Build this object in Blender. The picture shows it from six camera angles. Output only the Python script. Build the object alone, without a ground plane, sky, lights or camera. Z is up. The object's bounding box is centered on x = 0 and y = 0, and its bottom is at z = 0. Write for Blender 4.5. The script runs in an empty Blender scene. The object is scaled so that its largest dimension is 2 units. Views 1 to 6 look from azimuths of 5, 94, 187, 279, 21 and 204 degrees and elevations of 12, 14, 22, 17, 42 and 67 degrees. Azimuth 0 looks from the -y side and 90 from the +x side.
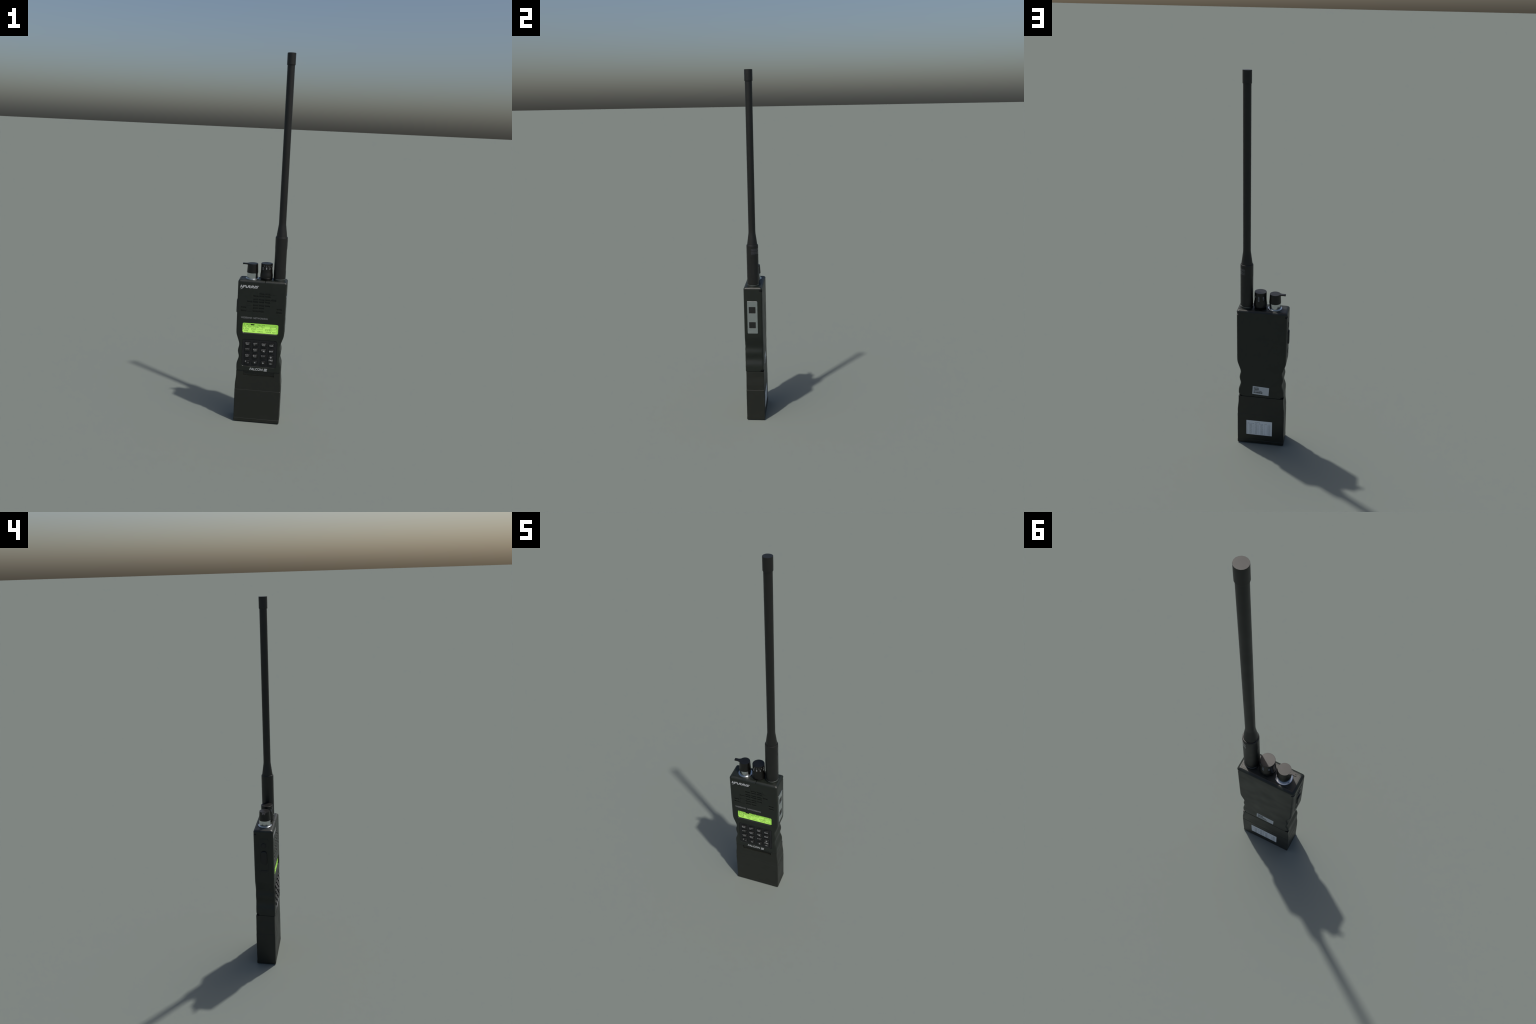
import bpy, bmesh, math, random
from mathutils import Vector, Matrix
random.seed(7)
scn = bpy.context.scene

# ------------------------------------------------------------------ materials
def mat(name, col, rough=0.5, metal=0.0, var=0.12, scale=60.0, bump=0.0, bscale=900.0,
        spec=0.5, emit=None, rvar=0.06, coat=0.0):
    m = bpy.data.materials.new(name); m.use_nodes = True
    nt = m.node_tree; b = nt.nodes['Principled BSDF']
    tc = nt.nodes.new('ShaderNodeTexCoord')
    no = nt.nodes.new('ShaderNodeTexNoise'); no.inputs['Scale'].default_value = scale
    no.inputs['Detail'].default_value = 5
    nt.links.new(tc.outputs['Object'], no.inputs['Vector'])
    cr = nt.nodes.new('ShaderNodeValToRGB')
    cr.color_ramp.elements[0].position = 0.3; cr.color_ramp.elements[1].position = 0.7
    cr.color_ramp.elements[0].color = tuple(c * (1 - var) for c in col) + (1,)
    cr.color_ramp.elements[1].color = tuple(min(1, c * (1 + var)) for c in col) + (1,)
    nt.links.new(no.outputs['Fac'], cr.inputs['Fac'])
    nt.links.new(cr.outputs['Color'], b.inputs['Base Color'])
    # handling wear: broad, low-contrast variation of gloss
    n2 = nt.nodes.new('ShaderNodeTexNoise'); n2.inputs['Scale'].default_value = 14
    n2.inputs['Detail'].default_value = 4
    nt.links.new(tc.outputs['Object'], n2.inputs['Vector'])
    mr = nt.nodes.new('ShaderNodeMapRange')
    mr.inputs['From Min'].default_value = 0.3; mr.inputs['From Max'].default_value = 0.7
    mr.inputs['To Min'].default_value = rough - rvar; mr.inputs['To Max'].default_value = rough + rvar
    nt.links.new(n2.outputs['Fac'], mr.inputs['Value'])
    nt.links.new(mr.outputs['Result'], b.inputs['Roughness'])
    b.inputs['Metallic'].default_value = metal
    b.inputs['Specular IOR Level'].default_value = spec
    b.inputs['Coat Weight'].default_value = coat
    if bump > 0:
        n3 = nt.nodes.new('ShaderNodeTexNoise'); n3.inputs['Scale'].default_value = bscale
        n3.inputs['Detail'].default_value = 2
        nt.links.new(tc.outputs['Object'], n3.inputs['Vector'])
        bp = nt.nodes.new('ShaderNodeBump'); bp.inputs['Strength'].default_value = bump
        bp.inputs['Distance'].default_value = 0.0004
        nt.links.new(n3.outputs['Fac'], bp.inputs['Height'])
        nt.links.new(bp.outputs['Normal'], b.inputs['Normal'])
    if emit:
        b.inputs['Emission Color'].default_value = tuple(emit) + (1,)
        b.inputs['Emission Strength'].default_value = 1.0
    return m

M_BODY  = mat('olive_black_plastic', (0.0086, 0.0114, 0.0082), 0.44, bump=0.12)
M_BATT  = mat('battery_plastic',     (0.0112, 0.0122, 0.0088), 0.45, bump=0.12)
M_ANT   = mat('antenna_rubber',      (0.0072, 0.0074, 0.0066), 0.44, bump=0.08)
M_KNOB  = mat('knob_rubber',         (0.0026, 0.0024, 0.0019), 0.40, bump=0.18, bscale=420, var=0.25, scale=250)
M_PAD   = mat('keypad_rubber',       (0.0055, 0.0058, 0.0075), 0.48, bump=0.15)
M_KEY   = mat('key_rubber',          (0.0080, 0.0082, 0.0080), 0.44, bump=0.1)
M_BTN   = mat('side_button_rubber',  (0.0045, 0.0055, 0.0065), 0.42)
M_METAL = mat('brushed_steel',       (0.62, 0.65, 0.66), 0.20, metal=1.0, var=0.02, rvar=0.01)
M_RING  = mat('steel_ring',          (0.42, 0.45, 0.44), 0.36, metal=1.0, var=0.04, rvar=0.03)
M_BLK   = mat('contact_black',       (0.010, 0.010, 0.0095), 0.50)
M_DARK  = mat('recess_black',        (0.006, 0.0065, 0.006), 0.6)
M_LCD   = mat('backlit_lcd',         (0.47, 0.71, 0.175), 0.45, var=0.01, emit=(0.168, 0.405, 0.030), spec=0.15)
M_LCDT  = mat('lcd_segment',         (0.075, 0.12, 0.035), 0.6, spec=0.1, emit=(0.045, 0.085, 0.015))
M_LCDK  = mat('lcd_solid_bar',       (0.006, 0.008, 0.004), 0.6, spec=0.2)
M_WHITE = mat('white_print',         (0.46, 0.47, 0.48), 0.55, spec=0.3, var=0.05)
M_GREY  = mat('grey_print',          (0.21, 0.215, 0.22), 0.55, spec=0.3, var=0.05)
M_KEYT  = mat('key_print',           (0.34, 0.34, 0.34), 0.55, spec=0.3, var=0.08)
M_KNOBT = mat('knob_print',          (0.25, 0.26, 0.27), 0.55, spec=0.3, var=0.15)
M_LABEL = mat('label_paper',         (0.74, 0.755, 0.78), 0.45, var=0.03, scale=25)
M_LABL2 = mat('aged_label_paper',    (0.55, 0.565, 0.58), 0.45, var=0.04, scale=25)
M_INK   = mat('label_ink',           (0.06, 0.062, 0.065), 0.6, var=0.2)
M_INK2  = mat('label_ink_pale',      (0.20, 0.21, 0.20), 0.6, var=0.2)
M_INKB  = mat('label_ink_blue',      (0.22, 0.27, 0.42), 0.6, var=0.1)
M_DECAL = mat('antenna_decal',       (0.022, 0.022, 0.027), 0.26, coat=0.5)  # grey lightened to hint at the sun glints near the sleeve top

# ------------------------------------------------------------------ helpers
def finish(name, bm_or_me, material, parent=None, angle=32, weighted=True):
    if isinstance(bm_or_me, bmesh.types.BMesh):
        me = bpy.data.meshes.new(name)
        bmesh.ops.recalc_face_normals(bm_or_me, faces=bm_or_me.faces)
        bm_or_me.to_mesh(me); bm_or_me.free()
    else:
        me = bm_or_me; me.name = name
    me.shade_smooth()
    me.set_sharp_from_angle(angle=math.radians(angle))
    if not me.materials: me.materials.append(material)
    ob = bpy.data.objects.new(name, me); scn.collection.objects.link(ob)
    if parent: ob.parent = parent
    if weighted:
        w = ob.modifiers.new('wn', 'WEIGHTED_NORMAL'); w.keep_sharp = True; w.weight = 60
        apply(ob)
    return ob

def apply(ob):
    dg = bpy.context.evaluated_depsgraph_get(); dg.update()
    me = bpy.data.meshes.new_from_object(ob.evaluated_get(dg), preserve_all_data_layers=True, depsgraph=dg)
    old = ob.data; nm = old.name
    ob.modifiers.clear(); ob.data = me
    bpy.data.meshes.remove(old); me.name = nm

def add_loft(bm, rings, cap=True):
    vr = [[bm.verts.new(p) for p in r] for r in rings]
    n = len(rings[0])
    for a, b in zip(vr[:-1], vr[1:]):
        for i in range(n):
            j = (i + 1) % n
            bm.faces.new((a[i], a[j], b[j], b[i]))
    if cap:
        bm.faces.new(vr[0][::-1]); bm.faces.new(vr[-1])
    return bm

def revolve(profile, cx, cy, seg=48, mod=None, cap=True):
    """profile: list of (r, z)"""
    bm = bmesh.new(); rings = []
    for r, z in profile:
        ring = []
        for i in range(seg):
            a = 2 * math.pi * i / seg
            x, y = r * math.cos(a), r * math.sin(a)
            if mod: x, y = mod(x, y, z, a)
            ring.append((cx + x, cy + y, z))
        rings.append(ring)
    return add_loft(bm, rings, cap)

def rrect(x0, x1, z0, z1, r, n=6):
    """counter-clockwise rounded rectangle as 2-D points"""
    pts = []
    for cx, cz, a0 in ((x1 - r, z1 - r, 0), (x0 + r, z1 - r, 90), (x0 + r, z0 + r, 180), (x1 - r, z0 + r, 270)):
        for k in range(n + 1):
            a = math.radians(a0 + 90 * k / n)
            pts.append((cx + r * math.cos(a), cz + r * math.sin(a)))
    return pts

def inset(pts, d):
    cx = sum(p[0] for p in pts) / len(pts); cz = sum(p[1] for p in pts) / len(pts)
    w = max(p[0] for p in pts) - min(p[0] for p in pts); h = max(p[1] for p in pts) - min(p[1] for p in pts)
    return [(cx + (p[0] - cx) * (w - 2 * d) / w, cz + (p[1] - cz) * (h - 2 * d) / h) for p in pts]

def front(pts, y): return [(x, y, z) for x, z in pts]            # on a plane facing -y
def side(pts, x):  return [(x, y, z) for y, z in pts]            # on a plane facing +-x

def slab(bm, pts, d0, d1, place=front, bev=0.0):
    """prism from depth d0 (hidden end) to d1 (visible end) with a rounded visible edge"""
    s = 1 if d1 > d0 else -1
    rings = [place(pts, d0)]
    if bev > 0:
        for k in range(4):
            a = math.radians(90 * k / 3)
            rings.append(place(inset(pts, bev * (1 - math.cos(a))), d1 - s * bev * (1 - math.sin(a))))
    else:
        rings.append(place(pts, d1))
    add_loft(bm, rings)

def boolean(ob, bm, op='DIFFERENCE'):
    me = bpy.data.meshes.new('cut'); bmesh.ops.recalc_face_normals(bm, faces=bm.faces)
    bm.to_mesh(me); bm.free()
    c = bpy.data.objects.new('cut', me); scn.collection.objects.link(c)
    md = ob.modifiers.new('b', 'BOOLEAN'); md.object = c; md.operation = op; md.solver = 'EXACT'
    apply(ob)
    bpy.data.objects.remove(c); bpy.data.meshes.remove(me)

def refinish(ob, angle=32, flat=True):
    me = ob.data
    me.shade_smooth()
    if flat:                                               # big planar faces stay truly flat
        for p in me.polygons:
            n = p.normal
            if max(abs(n.x), abs(n.y), abs(n.z)) > 0.9998: p.use_smooth = False
    me.set_sharp_from_angle(angle=math.radians(angle))
    w = ob.modifiers.new('wn', 'WEIGHTED_NORMAL'); w.keep_sharp = True; w.weight = 60
    apply(ob)

_dg_texts = []
def text_mesh(s, shear=0.0, off=0.0, ext=0.5, res=3):
    """flat text mesh in its own xy plane, fitted to a unit box 0..1 x 0..1"""
    cu = bpy.data.curves.new('t', 'FONT'); cu.body = s; cu.shear = shear; cu.offset = off
    cu.resolution_u = res; cu.extrude = 0.0
    ob = bpy.data.objects.new('t', cu); scn.collection.objects.link(ob)
    dg = bpy.context.evaluated_depsgraph_get(); dg.update()
    me = bpy.data.meshes.new_from_object(ob.evaluated_get(dg))
    bpy.data.objects.remove(ob); bpy.data.curves.remove(cu)
    v = me.vertices
    xs = [p.co.x for p in v]; ys = [p.co.y for p in v]
    x0, x1, y0, y1 = min(xs), max(xs), min(ys), max(ys)
    for p in v:
        p.co = ((p.co.x - x0) / (x1 - x0), (p.co.y - y0) / max(1e-6, y1 - y0), 0)
    return me

def put_text(bm, s, fn, u0, u1, v0, v1, h=0.0005, **kw):
    """fit text to the box u0..u1 x v0..v1; fn(u, v, depth) gives the place; h = print height"""
    me = text_mesh(s, **kw)
    tb = bmesh.new(); tb.from_mesh(me); bpy.data.meshes.remove(me)
    bmesh.ops.remove_doubles(tb, verts=tb.verts, dist=1e-5)
    g = bmesh.ops.extrude_face_region(tb, geom=tb.faces[:])
    top = [e for e in g['geom'] if isinstance(e, bmesh.types.BMVert)]
    tops = set(top)
    for v in tb.verts:
        d = h if v in tops else -h
        v.co = fn(u0 + (u1 - u0) * v.co.x, v0 + (v1 - v0) * v.co.y, d)
    tmp = bpy.data.meshes.new('tmp'); tb.to_mesh(tmp); tb.free()
    bm.from_mesh(tmp); bpy.data.meshes.remove(tmp)

def put_poly(bm, pts, fn, h=0.0005):
    a = [bm.verts.new(fn(u, v, -h)) for u, v in pts]; b = [bm.verts.new(fn(u, v, h)) for u, v in pts]
    n = len(pts)
    bm.faces.new(b); bm.faces.new(a[::-1])
    for i in range(n):
        bm.faces.new((a[i], a[(i + 1) % n], b[(i + 1) % n], b[i]))

def box2(u0, u1, v0, v1): return [(u0, v0), (u1, v0), (u1, v1), (u0, v1)]

# ------------------------------------------------------------------ dimensions
CX = 0.0030            # mid-line of the case
YF, YB = -0.0515, 0.0545     # front and back of the upper case
BF, BB = -0.0500, 0.0568     # front and back of the battery
SEAM = 0.3035
TOP = 0.818

root = bpy.data.objects.new('handheld_radio', None); scn.collection.objects.link(root)
root.empty_display_size = 0.1
root['label'] = 'dark olive military handheld radio with tall whip antenna'
root['category'] = 'handheld radio'

# half width of the case against height, upper case (grip waves) and battery
WAIST = [(0.3035, 0.1228), (0.320, 0.1236), (0.334, 0.1236), (0.343, 0.1228), (0.352, 0.1205), (0.362, 0.1172),
         (0.372, 0.1140), (0.379, 0.1132), (0.3835, 0.1128), (0.388, 0.1132), (0.394, 0.1143), (0.402, 0.1164), (0.410, 0.1181),
         (0.4165, 0.1184), (0.423, 0.1181), (0.431, 0.1164), (0.440, 0.1141), (0.446, 0.1132), (0.4515, 0.1127),
         (0.457, 0.1133), (0.464, 0.1144), (0.475, 0.1180), (0.490, 0.1232), (0.503, 0.1275), (0.510, 0.1294), (0.517, 0.1307),
         (0.526, 0.1313), (0.540, 0.1316), (0.60, 0.1318), (0.70, 0.1320), (0.80, 0.1320)]

def section(z, hw, yf, yb, rf, chx, chy, nf=5, soft=True):
    """plan of the case: round front corners, elliptical (soft) or straight-cut back corners"""
    back = []
    for k in range(5):
        a = math.radians(22.5 * k)
        back.append((chx * (1 - math.cos(a)), chy * (1 - math.sin(a))) if soft else (chx * k / 4, chy * (1 - k / 4)))
    p = []
    for sx, order in ((1, range(nf + 1)), ):
        for k in order:                                   # front right, going from front to side
            a = math.radians(90 * k / nf)
            p.append((CX + hw - rf + rf * math.sin(a), yf + rf - rf * math.cos(a), z))
    p += [(CX + hw - dx, yb - dy, z) for dx, dy in back]
    p += [(CX - hw + dx, yb - dy, z) for dx, dy in reversed(back)]
    for k in range(nf, -1, -1):
        a = math.radians(90 * k / nf)
        p.append((CX - hw + rf - rf * math.sin(a), yf + rf - rf * math.cos(a), z))
    return p

# ------------------------------------------------------------------ upper case
CH = (0.0090, 0.0130)
LEDGE = 0.8030
FR = 0.0095                                                # front corner radius
PT = (0.0120, 0.0170)                                      # screw pockets at both ends of the back corners
PB = (0.0180, 0.0190)
P0, P1 = 0.3185, LEDGE - 0.0120
def cs(z, w, d=0.0): return section(z, w - d, YF + d, YB - d, FR, *CH)
def pocket(z, w, c, d=0.0): return section(z, w - d, YF + d, YB - d, FR, *c, soft=False)
rings = [pocket(SEAM + 0.0006, WAIST[0][1], PB, 0.0010), pocket(SEAM + 0.0020, WAIST[0][1], PB), pocket(P0 - 0.0065, WAIST[1][1] - .0004, PB),
         cs(P0, WAIST[1][1])]
rings += [cs(z, w) for z, w in WAIST[1:-1]]
rings += [cs(P1, 0.1320), pocket(P1 + 0.0012, 0.1320, PT), pocket(LEDGE - 0.0006, 0.1320, PT), cs(LEDGE, 0.1320)]
BV = 0.0115                                                # soft chamfered shoulder up to the top plate
for d, h in ((0, 0.0006), (0.0006, 0.0030), (0.0022, 0.0060), (0.0048, 0.0086), (0.0078, 0.0105), (0.0105, 0.0114), (0.0118, 0.0115)):
    rings.append(section(TOP - BV + h, 0.1320 - d, YF + d, YB - d, FR, 0.0065, 0.0100))
bm = bmesh.new(); add_loft(bm, rings)
body = finish('case', bm, M_BODY, root, weighted=False)
for p in body.data.polygons:                                # pocket faces painted near-black for the shade inside
    c = p.center; n = p.normal
    if abs(c.x - CX) > 0.100 and c.y > YB - 0.0195 and (P1 < c.z < LEDGE or c.z < P0) and 0.1 < abs(n.x) < 0.985 and n.y > 0.1:
        p.material_index = 1
body.data.materials.append(M_DARK)

cut = bmesh.new()
# display window, keypad tray
SCR = (-0.0945, 0.1010, 0.5232, 0.5792)
add_loft(cut, [front(rrect(SCR[0], SCR[1], SCR[2], SCR[3], 0.0080), YF + 0.0072),
               front(rrect(SCR[0], SCR[1], SCR[2], SCR[3], 0.0080), YF + 0.0048),
               front(rrect(SCR[0] , SCR[1] , SCR[2] - 0.0044, SCR[3] , 0.0080), YF - 0.0002),
               front(rrect(SCR[0] , SCR[1] , SCR[2] - 0.0044, SCR[3] , 0.0080), YF - 0.004)])
PAD = (-0.0920, 0.0995, 0.3310, 0.4862)
add_loft(cut, [front(rrect(*PAD, 0.012), YF + 0.0026), front(rrect(*PAD, 0.012), YF + 0.0013),
               front(inset(rrect(*PAD, 0.012), -0.0013), YF - 0.0002), front(inset(rrect(*PAD, 0.012), -0.0013), YF - 0.004)])
# speaker grille: cells in a grid, each with one or two louvre slots
COLX = [-0.1072 + 0.0324 * i for i in range(7)]; SW = 0.0268
CELL = [0.7690, 0.7388, 0.7055, 0.6708]                    # cell tops
SLOT = {0: {'b': (0.7425, 0.7520)}, 1: {'t': (0.7292, 0.7384), 'b': (0.7098, 0.7188)},
        2: {'t': (0.6960, 0.7052), 'b': (0.6765, 0.6855)}, 3: {'t': (0.6625, 0.6710), 'b': (0.6435, 0.6530)}}
GRILLE = {0: ['3tb'], 1: ['2t'], 2: ['1tb', '2tb', '3tb'], 3: ['0b', '1tb', '2tb', '3tb'],
          4: ['0b', '1tb', '2tb'], 5: ['1b'], 6: ['3tb']}
for c, cells in GRILLE.items():
    for s in cells:
        k = int(s[0])
        for w in s[1:]:
            z0, z1 = SLOT[k][w]; x0 = COLX[c]; x1 = x0 + SW
            add_loft(cut, [front(box2(x0 + .0006, x1 - .0006, z0 + .0012, z1 - .0004), YF + 0.0042),
                           front(box2(x0, x1, z0 + .0004, z1), YF + 0.0024),
                           front(box2(x0 - .0004, x1, z0 - .0005, z1), YF - 0.0006)])
# witness groove in the front shoulder, below the selector knob
slab(cut, box2(0.0172, 0.0202, 0.8075, 0.83), -0.0300, YF - 0.004)
boolean(body, cut)

cut = bmesh.new()                                           # faint square outlines of unused cells
def frame_cut(x0, x1, z0, z1, w, d):
    slab(cut, [(x0, z0), (x1, z0), (x1, z0 + w), (x0 + w, z0 + w), (x0 + w, z1), (x0, z1)], YF + d, YF - .002)
for c, za, zb in ((5, 0.7430, 0.7693), (5, 0.7215, 0.7415), (1, 0.6770, 0.6940), (1, 0.6440, 0.6745)):
    frame_cut(COLX[c] - .0005, COLX[c] + SW, za, zb, 0.0011, 0.0011)
for c in (3, 4):
    slab(cut, box2(COLX[c] - .0005, COLX[c] + .0003, 0.7535, 0.7690), YF + .0008, YF - .002)
boolean(body, cut)

cut = bmesh.new()                                           # seam round the top plate
def ring_cut(x0, x1, y0, y1, w, z0, z1):
    for a in ((x0, x1, y0, y0 + w), (x0, x1, y1 - w, y1), (x0, x0 + w, y0 + w + 1e-4, y1 - w - 1e-4), (x1 - w, x1, y0 + w + 1e-4, y1 - w - 1e-4)):
        p = box2(*a); add_loft(cut, [[(x, y, z0) for x, y in p], [(x, y, z1) for x, y in p]])
ring_cut(CX - 0.1185, CX + 0.1185, -0.0368, 0.0398, 0.0009, TOP - 0.0010, TOP + 0.004)
boolean(body, cut)
refinish(body)

# ------------------------------------------------------------------ display
bm = bmesh.new()
slab(bm, rrect(SCR[0] - .001, SCR[1] + .001, SCR[2] - .001, SCR[3] + .001, 0.008), YF + 0.0085, YF + 0.0066)
display = finish('display', bm, M_LCD, root, weighted=False)
YS = YF + 0.0066
fn_scr = lambda u, v, d: (u, YS - d, v)
bm = bmesh.new()
LC = dict(h=0.0003, res=2)
def lcd(s, u0, u1, v0, v1, off=0.006): put_text(bm, s, fn_scr, u0, u1, v0, v1, off=off, **LC)
lcd('R', -0.0870, -0.0815, 0.5660, 0.5722); lcd('BAT', -0.0735, -0.0560, 0.5655, 0.5720)
lcd('-- - CH0N', -0.026, 0.004, 0.5655, 0.5720); lcd('IDN5', 0.0100, 0.0290, 0.5655, 0.5720)
for i in range(7): put_poly(bm, box2(0.0345 + .0072 * i, 0.0390 + .0072 * i, 0.5680, 0.5692), fn_scr, .0003)
lcd('P', 0.0860, 0.0905, 0.5660, 0.5718)
lcd('DL-FSK/VOECT01', -0.0890, 0.0240, 0.5524, 0.5622, 0.004)
lcd('LOS', -0.0895, -0.0605, 0.5400, 0.5498); lcd('VOC', -0.0485, -0.0185, 0.5400, 0.5498)
for i in range(5): put_poly(bm, box2(-0.0120 + .0062 * i, -0.0078 + .0062 * i, 0.5435, 0.5452), fn_scr, .0003)
lcd('CVSD', 0.0285, 0.0690, 0.5400, 0.5498); lcd('TX', 0.0755, 0.0870, 0.5420, 0.5475, -.02)
lcd('TYPE', -0.0865, -0.0635, 0.5290, 0.5358); lcd('TRF', -0.0435, -0.0270, 0.5290, 0.5358)
lcd('DATA', -0.0110, 0.0170, 0.5290, 0.5358); lcd('VOICE', 0.0325, 0.0620, 0.5290, 0.5358)
lcd('KEY', 0.0700, 0.0890, 0.5290, 0.5358)
for b in ((0.0555, 0.0910, 0.5612, 0.5624), (0.0555, 0.0910, 0.5530, 0.5542), (0.0555, 0.0568, 0.5543, 0.5611), (0.0897, 0.0910, 0.5543, 0.5611)):
    put_poly(bm, box2(*b), fn_scr, .0003)
finish('display_text', bm, M_LCDT, display, weighted=False)['kind'] = 'stuff'
bm = bmesh.new(); put_poly(bm, box2(-0.0510, -0.0300, 0.5658, 0.5722), fn_scr, .0004)
finish('battery_bar', bm, M_LCDK, display, weighted=False)

# ------------------------------------------------------------------ keypad
bm = bmesh.new()
YP = YF + 0.0012
slab(bm, rrect(PAD[0] + .0008, PAD[1] - .0008, PAD[2] + .0008, PAD[3] - .0008, 0.0115), YF + 0.0030, YP, bev=0.0006)
keypad = finish('keypad', bm, M_PAD, root, weighted=False)
cut = bmesh.new()
KX = [-0.0610, -0.0180, 0.0272, 0.0690]; KZ = [0.4620, 0.4280, 0.3932, 0.3568]
KW, KH = 0.0285, 0.0190
def key_box(r, c):
    if c == 3 and r >= 2: return (KX[3] - KW / 2, KX[3] + KW / 2, KZ[3] - KH / 2, KZ[2] + KH / 2)
    return (KX[c] - KW / 2, KX[c] + KW / 2, KZ[r] - KH / 2, KZ[r] + KH / 2)
keys = [(r, c) for r in range(4) for c in range(4) if not (r == 3 and c == 3)]
for r, c in keys:                                          # moat round every key
    b = key_box(r, c); g = 0.0022
    slab(cut, rrect(b[0] - g, b[1] + g, b[2] - g, b[3] + g, 0.005), YP + 0.0012, YP - .003)
boolean(keypad, cut); refinish(keypad)
YK = YF - 0.0040
key_mesh = None
for r, c in keys:
    b = key_box(r, c)
    if c == 3 and r == 2:
        bm = bmesh.new(); slab(bm, rrect(*b, 0.0042), YP + 0.0016, YK, bev=0.0016)
        finish('key', bm, M_KEY, keypad, weighted=False)
        continue
    if key_mesh is None:
        bm = bmesh.new(); slab(bm, rrect(-KW / 2, KW / 2, -KH / 2, KH / 2, 0.0042), YP + 0.0016, YK, bev=0.0016)
        k = finish('key', bm, M_KEY, keypad, weighted=False); key_mesh = k.data; proto = k
    else:
        k = proto.copy(); scn.collection.objects.link(k); k.parent = keypad
    k.location = (KX[c], 0, KZ[r])
fn_key = lambda u, v, d: (u, YK - d, v)
bm = bmesh.new()
KT = dict(h=0.0003, res=2)
def two_row(r, c, dig, abc, low):
    x, z = KX[c], KZ[r]
    dz = 0.0012 if low else 0.0018
    put_text(bm, dig, fn_key, x - .0115, x - .0070, z + dz - .0010, z + .0068, off=.025, **KT)
    put_text(bm, abc, fn_key, x - .0052, x + .0078, z + dz, z + .0058, off=.012, **KT)
    if low: put_text(bm, low, fn_key, x - .0092, x + .0066, z - .0062, z - .0016, off=.012, **KT)
for a in ((0, 0, '1', 'ABC', 'CALL'), (0, 1, '2', 'DEF', None), (0, 2, '3', 'GHI', 'MODE'), (1, 0, '4', 'JKL', None),
          (1, 1, '5', 'MNO', 'ZERO'), (1, 2, '6', 'PQR', None), (2, 0, '7', 'STU', 'OPT'), (2, 1, '8', 'VWX', 'PGM'), (2, 2, '9', 'YZ', None)):
    two_row(*a)
put_text(bm, 'LT', fn_key, KX[1] - .0090, KX[1] - .0010, KZ[0] - .0062, KZ[0] - .0012, off=.012, **KT)
put_text(bm, '0', fn_key, KX[0] - .0115, KX[0] - .0055, KZ[3] - .0004, KZ[3] + .0072, off=.02, **KT)
for b in ((0.0030, 0.0090, -.0066, -.0056), (0.0030, 0.0040, -.0055, -.0026), (0.0080, 0.0090, -.0055, -.0026)):
    put_poly(bm, box2(KX[0] + b[0], KX[0] + b[1], KZ[3] + b[2], KZ[3] + b[3]), fn_key, .0003)
put_text(bm, 'CLR', fn_key, KX[3] - .0105, KX[3] + .0110, KZ[0] - .0060, KZ[0] + .0014, off=.03, **KT)
put_text(bm, 'ENT', fn_key, KX[3] - .0105, KX[3] + .0110, KZ[1] - .0050, KZ[1] + .0024, off=.03, **KT)
put_text(bm, 'PRE', fn_key, KX[3] - .0100, KX[3] + .0110, 0.3715, 0.3795, off=.015, **KT)
put_poly(bm, box2(KX[3] - .0055, KX[3] + .0055, 0.3905, 0.3935), fn_key, .0003)
put_poly(bm, box2(KX[3] - .0016, KX[3] + .0016, 0.3865, 0.3904), fn_key, .0003)
put_poly(bm, box2(KX[3] - .0016, KX[3] + .0016, 0.3936, 0.3975), fn_key, .0003)
put_poly(bm, box2(KX[3] - .0060, KX[3] + .0060, 0.3535, 0.3570), fn_key, .0003)
x, z = KX[2], KZ[1]; put_poly(bm, [(x - .0055, z - .0066), (x + .0085, z - .0066), (x + .0015, z + .0004)], fn_key, .0004)
x, z = KX[1], KZ[3]; put_poly(bm, [(x + .0030, z - .0062), (x + .0030, z + .0048), (x - .0048, z - .0007)], fn_key, .0004)
x, z = KX[2], KZ[3]; put_poly(bm, [(x - .0028, z - .0062), (x + .0052, z - .0007), (x - .0028, z + .0048)], fn_key, .0004)
finish('key_print', bm, M_KEYT, keypad, weighted=False)['kind'] = 'stuff'

# ------------------------------------------------------------------ lettering on the front
fn_front = lambda u, v, d: (u, YF - d, v)
bm = bmesh.new()
z0, z1 = 0.7755, 0.7905
def slant(pts, x0, k=0.32): return [(x0 + u + k * v, z0 + v) for u, v in pts]
H = z1 - z0
# H, A with a long swash to the lower left, R, R, I, S : a wide slanted logotype
put_poly(bm, slant([(0, 0), (.0052, 0), (.0052, H), (0, H)], -0.1165), fn_front)
put_poly(bm, slant([(.0120, 0.0035), (.0165, 0.0055), (.0165, H), (.0120, H)], -0.1165), fn_front)
put_poly(bm, slant([(.0053, .0055), (.0119, .0055), (.0119, .0088), (.0053, .0088)], -0.1165), fn_front)
put_poly(bm, [(-0.1152, 0.7656), (-0.1035, 0.7722), (-0.0965, 0.7785), (-0.0868, 0.7905), (-0.0915, 0.7905), (-0.1015, 0.7800), (-0.1085, 0.7720)], fn_front)
put_poly(bm, [(-0.0869, 0.7905), (-0.0838, 0.7905), (-0.0785, 0.7755), (-0.0855, 0.7755), (-0.0890, 0.7870)], fn_front)
put_text(bm, 'RRIS', fn_front, -0.0790, -0.0170, z0, z1, shear=0.32, off=0.035, res=4)
put_poly(bm, [(-0.0210, 0.7893), (-0.0140, 0.7893), (-0.0150, 0.7905), (-0.0210, 0.7905)], fn_front)
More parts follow.
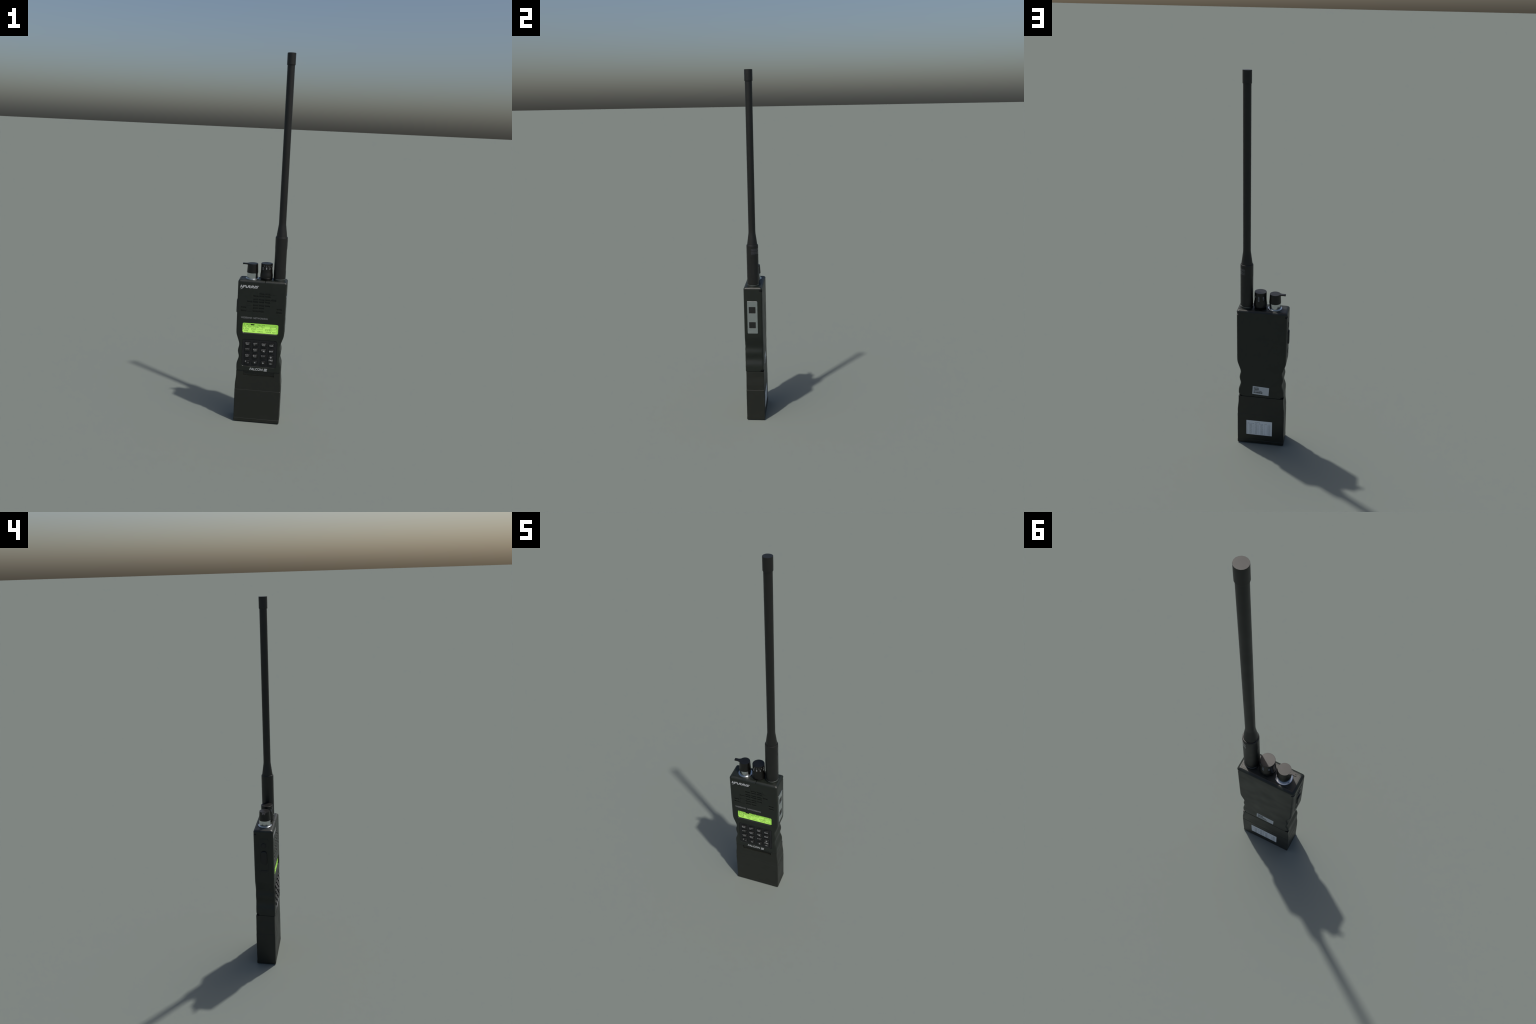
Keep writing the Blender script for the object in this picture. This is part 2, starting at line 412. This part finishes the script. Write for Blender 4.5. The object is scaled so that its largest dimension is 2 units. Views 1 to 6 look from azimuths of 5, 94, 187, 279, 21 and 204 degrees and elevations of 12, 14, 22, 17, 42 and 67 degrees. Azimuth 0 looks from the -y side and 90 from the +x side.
finish('maker_logo', bm, M_WHITE, root, weighted=False)
bm = bmesh.new()
put_text(bm, 'WIDEBAND  NETWORKING', fn_front, -0.1050, 0.0405, 0.6042, 0.6138, off=0.006)
finish('slogan_lettering', bm, M_GREY, root, weighted=False)
bm = bmesh.new()
put_text(bm, 'FALCON', fn_front, -0.0460, 0.0285, 0.3088, 0.3228, shear=0.22, off=0.020)
for i in range(3):
    put_poly(bm, [(0.0335 + i * .0055, .3104), (0.0368 + i * .0055, .3104), (0.0392 + i * .0055, .3207), (0.0359 + i * .0055, .3207)], fn_front)
put_poly(bm, [(.0325, .3083), (.0500, .3083), (.0505, .3103), (.0330, .3103)], fn_front)
put_poly(bm, [(.0347, .3208), (.0520, .3208), (.0525, .3228), (.0352, .3228)], fn_front)
finish('series_lettering', bm, M_WHITE, root, weighted=False)

# ------------------------------------------------------------------ battery pack
def bsec(z, hw, d=0.0): return section(z, hw, BF - d, BB + d, 0.0045, 0.0035, 0.0035)
bl = [(0.0000, .1246, -.0040), (0.0008, .1266, -.0020), (0.0022, .1280, -.0006), (0.0040, .1286, .0), (0.0194, .1286, .0), (0.0204, .1280, -.0007),
      (0.0900, .1282, -.0005), (0.1895, .1282, -.0005), (0.1906, .1275, -.0012), (0.2050, .1276, -.0012), (0.2170, .1276, -.0012),
      (0.2230, .1273, -.0013), (0.2290, .1267, -.0014), (0.2480, .1247, -.0015), (0.2620, .1233, -.0016), (0.2690, .1228, -.0016), (0.2760, .1226, -.0016), (0.2850, .1226, -.0016),
      (0.3010, .1226, -.0016), (0.3026, .1220, -.0023)]
bm = bmesh.new(); add_loft(bm, [bsec(z, w, d) for z, w, d in bl])
battery = finish('battery_pack', bm, M_BATT, root, weighted=False)
cut = bmesh.new()
slab(cut, box2(-0.0770, 0.0918, 0.2760, 0.31), BF + 0.0090, BF - 0.004)
boolean(battery, cut); refinish(battery)
bm = bmesh.new()                                           # latch bar in the recess, in three steps
for a, b, dy in ((-0.0762, -0.0595, 0.0052), (-0.0593, -0.0125, 0.0066), (-0.0123, 0.0330, 0.0066), (0.0332, 0.0912, 0.0074)):
    slab(bm, box2(a, b, 0.2770, 0.3024), BF + 0.0094, BF + dy)
finish('battery_latch', bm, M_BATT, battery, weighted=False)
# hidden neck joining battery and case (dark seam)
bm = bmesh.new(); add_loft(bm, [section(z, 0.1150, YF + 0.010, YB - 0.012, 0.004, *CH) for z in (0.2900, 0.3120)])
finish('seam_gasket', bm, M_DARK, battery, weighted=False)

# ------------------------------------------------------------------ labels on the back
def label(name, x0, x1, zz0, zz1, y, tilt, paper=M_LABEL):
    cx, cz = (x0 + x1) / 2, (zz0 + zz1) / 2
    t = math.radians(tilt)
    def fn(u, v, d):                                       # u runs left to right for a reader behind the radio
        a, b = -(u), v
        return (cx + a * math.cos(t) - b * math.sin(t), y + d, cz + a * math.sin(t) + b * math.cos(t))
    w, h = (x1 - x0) / 2, (zz1 - zz0) / 2
    bm = bmesh.new(); put_poly(bm, [(-w, -h), (w, -h), (w, h), (-w, h)], fn, .0005)
    return finish(name, bm, paper, root, weighted=False), fn, w, h
# unit label: two lines of small print over two barcodes
lab, fn, w, h = label('unit_label', -0.0398, 0.0488, 0.3205, 0.3700, YB, 3.0, M_LABL2)
fn1 = lambda u, v, d: fn(u, v, d + .0006)
bm = bmesh.new()
def smallprint(u0, u1, v, hh, seed, gap=0.35):
    rnd = random.Random(seed); u = u0
    while u < u1:
        l = rnd.uniform(.0016, .0042); e = min(u + l, u1)
        put_poly(bm, box2(u, e, v - hh / 2, v + hh / 2), fn1, .0002); u = e + rnd.uniform(.0004, .0012) + (0.0015 if rnd.random() < .12 else 0)
def barcode(u0, u1, v0, v1, seed):
    rnd = random.Random(seed); u = u0
    while u < u1:
        l = rnd.choice((.0006, .0010, .0016)); e = min(u + l, u1)
        put_poly(bm, box2(u, e, v0, v1), fn1, .0002); u = e + rnd.choice((.0004, .0006, .0010))
smallprint(-w + .0065, -w + .0335, h - .0085, .0040, 1)
barcode(-w + .0065, -w + .0330, h - .0215, h - .0128, 3)
smallprint(-w + .0065, -w + .0495, h - .0265, .0036, 4)
barcode(-w + .0065, -w + .0545, h - .0425, h - .0318, 5)
finish('label_print', bm, M_INK, lab, weighted=False)['kind'] = 'stuff'
# battery label: a table, heading row and ten lines in numbered columns
lab, fn, w, h = label('battery_label', -0.0608, 0.0816, 0.0585, 0.1507, BB - .0005, 0.0)
fn1 = lambda u, v, d: fn(u, v, d + .0006)
bm = bmesh.new()
smallprint(-.024, .004, h - .0110, .0018, 10, 1)
for i, (a, b) in enumerate(((-.064, -.054), (-.038, -.027), (-.001, .008), (.030, .042))):
    smallprint(a, b, h - .0185, .0020, 20 + i)
for r in range(10):
    v = h - .0255 - r * .00665
    for i, (a, b) in enumerate(((-.0652, -.0622), (-.0538, -.0400), (-.0345, -.0322), (-.0240, -.0095), (-.0050, -.0025), (.0080, .0215), (.0275, .0300), (.0440, .0465), (.0500, .0620))):
        smallprint(a, b, v, .0017, 100 + r * 20 + i)
finish('label_print', bm, M_INK2, lab, weighted=False)['kind'] = 'stuff'
bm = bmesh.new()
for i, (a, b) in enumerate(((-.052, -.039), (-.021, -.010), (.012, .022), (.052, .063))):
    smallprint(a, b, h - .0185, .0020, 40 + i)
finish('label_heading', bm, M_INKB, lab, weighted=False)['kind'] = 'stuff'

# ------------------------------------------------------------------ right side: accessory contact plate
XR = CX + 0.1320
bm = bmesh.new()
slab(bm, rrect(-0.0322, 0.0262, 0.5445, 0.7372, 0.0045), XR - 0.002, XR + 0.0016, place=side, bev=0.0009)
plate = finish('contact_plate', bm, M_METAL, root, weighted=False)
cut = bmesh.new()
SQ = [(-0.0228, 0.0152, 0.6662, 0.7040), (-0.0228, 0.0152, 0.5770, 0.6135)]
for s in SQ:
    p = rrect(*s, 0.0012, 3)
    add_loft(cut, [side(p, XR + 0.0002), side(p, XR + 0.0010), side(inset(p, -0.0005), XR + 0.0019), side(inset(p, -0.0005), XR + 0.004)])
boolean(plate, cut); refinish(plate)
for s in SQ:
    bm = bmesh.new(); slab(bm, rrect(s[0] + .0003, s[1] - .0003, s[2] + .0003, s[3] - .0003, .0011, 3), XR + .0001, XR + 0.0010, place=side)
    finish('contact_pad', bm, M_BLK, plate, weighted=False)

# ------------------------------------------------------------------ left side: push-to-talk panel
XL = CX - 0.1320
bm = bmesh.new()
slab(bm, rrect(-0.0240, 0.0240, 0.5450, 0.7700, 0.0060), XL + 0.002, XL - 0.0010, place=side, bev=0.0008)
panel = finish('side_panel', bm, M_BODY, root, weighted=False)
bm = bmesh.new(); slab(bm, rrect(-0.0160, 0.0160, 0.6200, 0.6990, 0.0155, 8), XL + 0.002, XL - 0.0070, place=side, bev=0.0022)
finish('talk_button', bm, M_BTN, panel, weighted=False)
bm = bmesh.new(); slab(bm, rrect(-0.0130, 0.0136, 0.7172, 0.7440, 0.0132, 8), XL + 0.002, XL - 0.0034, place=side, bev=0.0014)
finish('round_button', bm, M_BTN, panel, weighted=False)
bm = bmesh.new(); slab(bm, rrect(-0.0185, 0.0195, 0.5725, 0.5862, 0.0035, 4), XL + 0.002, XL - 0.0026, place=side, bev=0.0014)
finish('slide_switch', bm, M_BTN, panel, weighted=False)
for nm, p, q in (('button_surround', rrect(-0.0186, 0.0186, 0.6174, 0.7016, 0.0180, 8), 0), ('button_surround', rrect(-0.0152, 0.0158, 0.7150, 0.7462, 0.0153, 8), 0)):
    bm = bmesh.new(); slab(bm, p, XL + 0.001, XL - 0.0014, place=side)
    finish(nm, bm, M_DARK, panel, weighted=False)

# ------------------------------------------------------------------ antenna
AX, AY = 0.0903, 0.0006
def flats(x, y, z, a):                                     # shallow spanner flats on both sides of the sleeve
    if 0.872 < z < 0.992: x = max(-0.0316, min(0.0316, x))
    return x, y
prof = [(0.0295, 0.8215), (0.0312, 0.8272), (0.0322, 0.8288), (0.0328, 0.8310), (0.0329, 0.8700), (0.0329, 0.8719), (0.0329, 0.8721), (0.0329, 0.9919), (0.0329, 0.9921),
        (0.0329, 1.0500), (0.0325, 1.0545), (0.0312, 1.0572), (0.0290, 1.0580)]
sleeve = finish('antenna', revolve(prof, AX, AY, 64, flats), M_ANT, root, angle=40)
finish('whip', revolve([(0.0288, 1.0560), (0.0288, 1.0590), (0.0282, 1.0620), (0.0250, 1.0860), (0.0218, 1.1090), (0.0200, 1.1220), (0.0196, 1.1290), (0.0194, 1.1400), (0.0193, 1.6), (0.0193, 1.9450)], AX, AY, 32), M_ANT, sleeve, angle=40)
finish('tip_cap', revolve([(0.0200, 1.9404), (0.0218, 1.9410), (0.0221, 1.9425), (0.0221, 1.9992), (0.0218, 2.0000)], AX, AY, 16), M_ANT, sleeve, angle=40)
finish('antenna_base', revolve([(0.0335, TOP - 0.002), (0.0330, 0.8190), (0.0322, 0.8215), (0.0318, 0.8252), (0.0300, 0.8256)], AX, AY, 48), M_BODY, sleeve, angle=40)
finish('base_ring', revolve([(0.0300, 0.8250), (0.0322, 0.8255), (0.0326, 0.8264), (0.0325, 0.8278), (0.0300, 0.8288)], AX, AY, 48), M_RING, sleeve, angle=40)
# rating decal wrapped round the top of the sleeve
def wrap(name, a0, a1, z0, z1, r, t, material, par):
    bm = bmesh.new(); n = 18; rings = []
    for i in range(n + 1):
        a = math.radians(a0 + (a1 - a0) * i / n); c, s = math.cos(a), math.sin(a)
        rings.append([(AX + (r + q) * c, AY + (r + q) * s, z) for q, z in ((-t, z0), (t, z0), (t, z1), (-t, z1))])
    add_loft(bm, rings); return finish(name, bm, material, par, weighted=False)
wrap('decal', -8, 82, 1.0250, 1.0385, 0.0329, 0.0004, M_DECAL, sleeve)
wrap('decal', -8, 82, 1.0060, 1.0225, 0.0329, 0.0004, M_DECAL, sleeve)

# ------------------------------------------------------------------ channel selector knob
SX, SY = 0.0190, -0.0020
def ribs(x, y, z, a):                                      # shallow finger ribs round the upper barrel
    if 0.893 < z < 0.9062:
        k = 1 + 0.010 * math.cos(a * 24); return x * k, y * k
    return x, y
knob = finish('selector_knob', revolve([(0.0290, TOP - .001), (0.0310, 0.8195), (0.0336, 0.8265), (0.0341, 0.8300), (0.0336, 0.8308), (0.0342, 0.8316), (0.0345, 0.8400),
    (0.0342, 0.8460), (0.0334, 0.8510), (0.0325, 0.8560), (0.0318, 0.8620), (0.0315, 0.8750), (0.0314, 0.8925), (0.0313, 0.8935), (0.0312, 0.9055), (0.0309, 0.9075), (0.0300, 0.9080)],
    SX, SY, 96, ribs), M_KNOB, root, angle=40)
bm = bmesh.new()
def fn_knob(ang, r):
    def f(u, v, d):                                        # u: along the rim, v: height
        a = math.radians(ang) + u / r
        return (SX + (r + d) * math.cos(a), SY + (r + d) * math.sin(a), v)
    return f
def fn_knob_up(ang, r):                                    # text reading upwards
    def f(u, v, d):
        a = math.radians(ang) - v / r
        return (SX + (r + d) * math.cos(a), SY + (r + d) * math.sin(a), u)
    return f
R = 0.0316
for s, ang in (('1', -88), ('2', -55), ('3', -20), ('4', 12)):
    put_text(bm, s, fn_knob(ang, R), -.0026, .0026, 0.8790, 0.8900, off=.02, h=.0004)
for s, ang, l in (('OFF', -125, .0155), ('OFF', 127, .0195), ('SCAN', 81, .0265), ('F', 45, .008)):
    put_text(bm, s, fn_knob_up(ang, R if s != 'SCAN' else R + .0003), 0.8900 - l, 0.8900, -.0038, .0038, off=.012, h=.0006)
for ang in (-113, -89, -66, -42, -18):
    put_poly(bm, box2(-.0007, .0007, 0.8945, 0.8995), fn_knob(ang, R), .0005)
finish('knob_print', bm, M_KNOBT, knob, weighted=False)

# ------------------------------------------------------------------ side connector with capped lever
CXX, CYY = -0.0574, 0.0004
conn = finish('metal_connector', revolve([(0.0365, TOP - .002), (0.0368, 0.8195), (0.0362, 0.8212), (0.0345, 0.8222), (0.0302, 0.8224), (0.0300, 0.8235), (0.0300, 0.8500), (0.0296, 0.8530), (0.0280, 0.8540)],
    CXX, CYY, 64), M_METAL, root, angle=40)
bm = revolve([(0.0290, 0.8515), (0.0305, 0.8520), (0.0307, 0.8545), (0.0302, 0.8640), (0.0292, 0.8800), (0.0282, 0.8960), (0.0278, 0.9005), (0.0273, 0.9020)], CXX, CYY, 64)
cap = finish('rubber_cap', bm, M_KNOB, conn, angle=40)
bm = bmesh.new()
p = [(-0.0600, -0.0110), (-0.0600, 0.0122), (-0.0858, 0.0118), (-0.0885, 0.0095), (-0.0930, 0.0080), (-0.1112, 0.0080), (-0.1120, 0.0074), (-0.1120, -0.0062), (-0.1112, -0.0070), (-0.0930, -0.0072), (-0.0885, -0.0085), (-0.0858, -0.0108)]
add_loft(bm, [[(x, y, z) for x, y in p] for z in (0.8952, 0.9013)])
tab = finish('pull_tab', bm, M_KNOB, cap, weighted=False)
cut = revolve([(0.0022, 0.89), (0.0022, 0.91)], -0.1070, 0.0006, 16); boolean(tab, cut); refinish(tab)
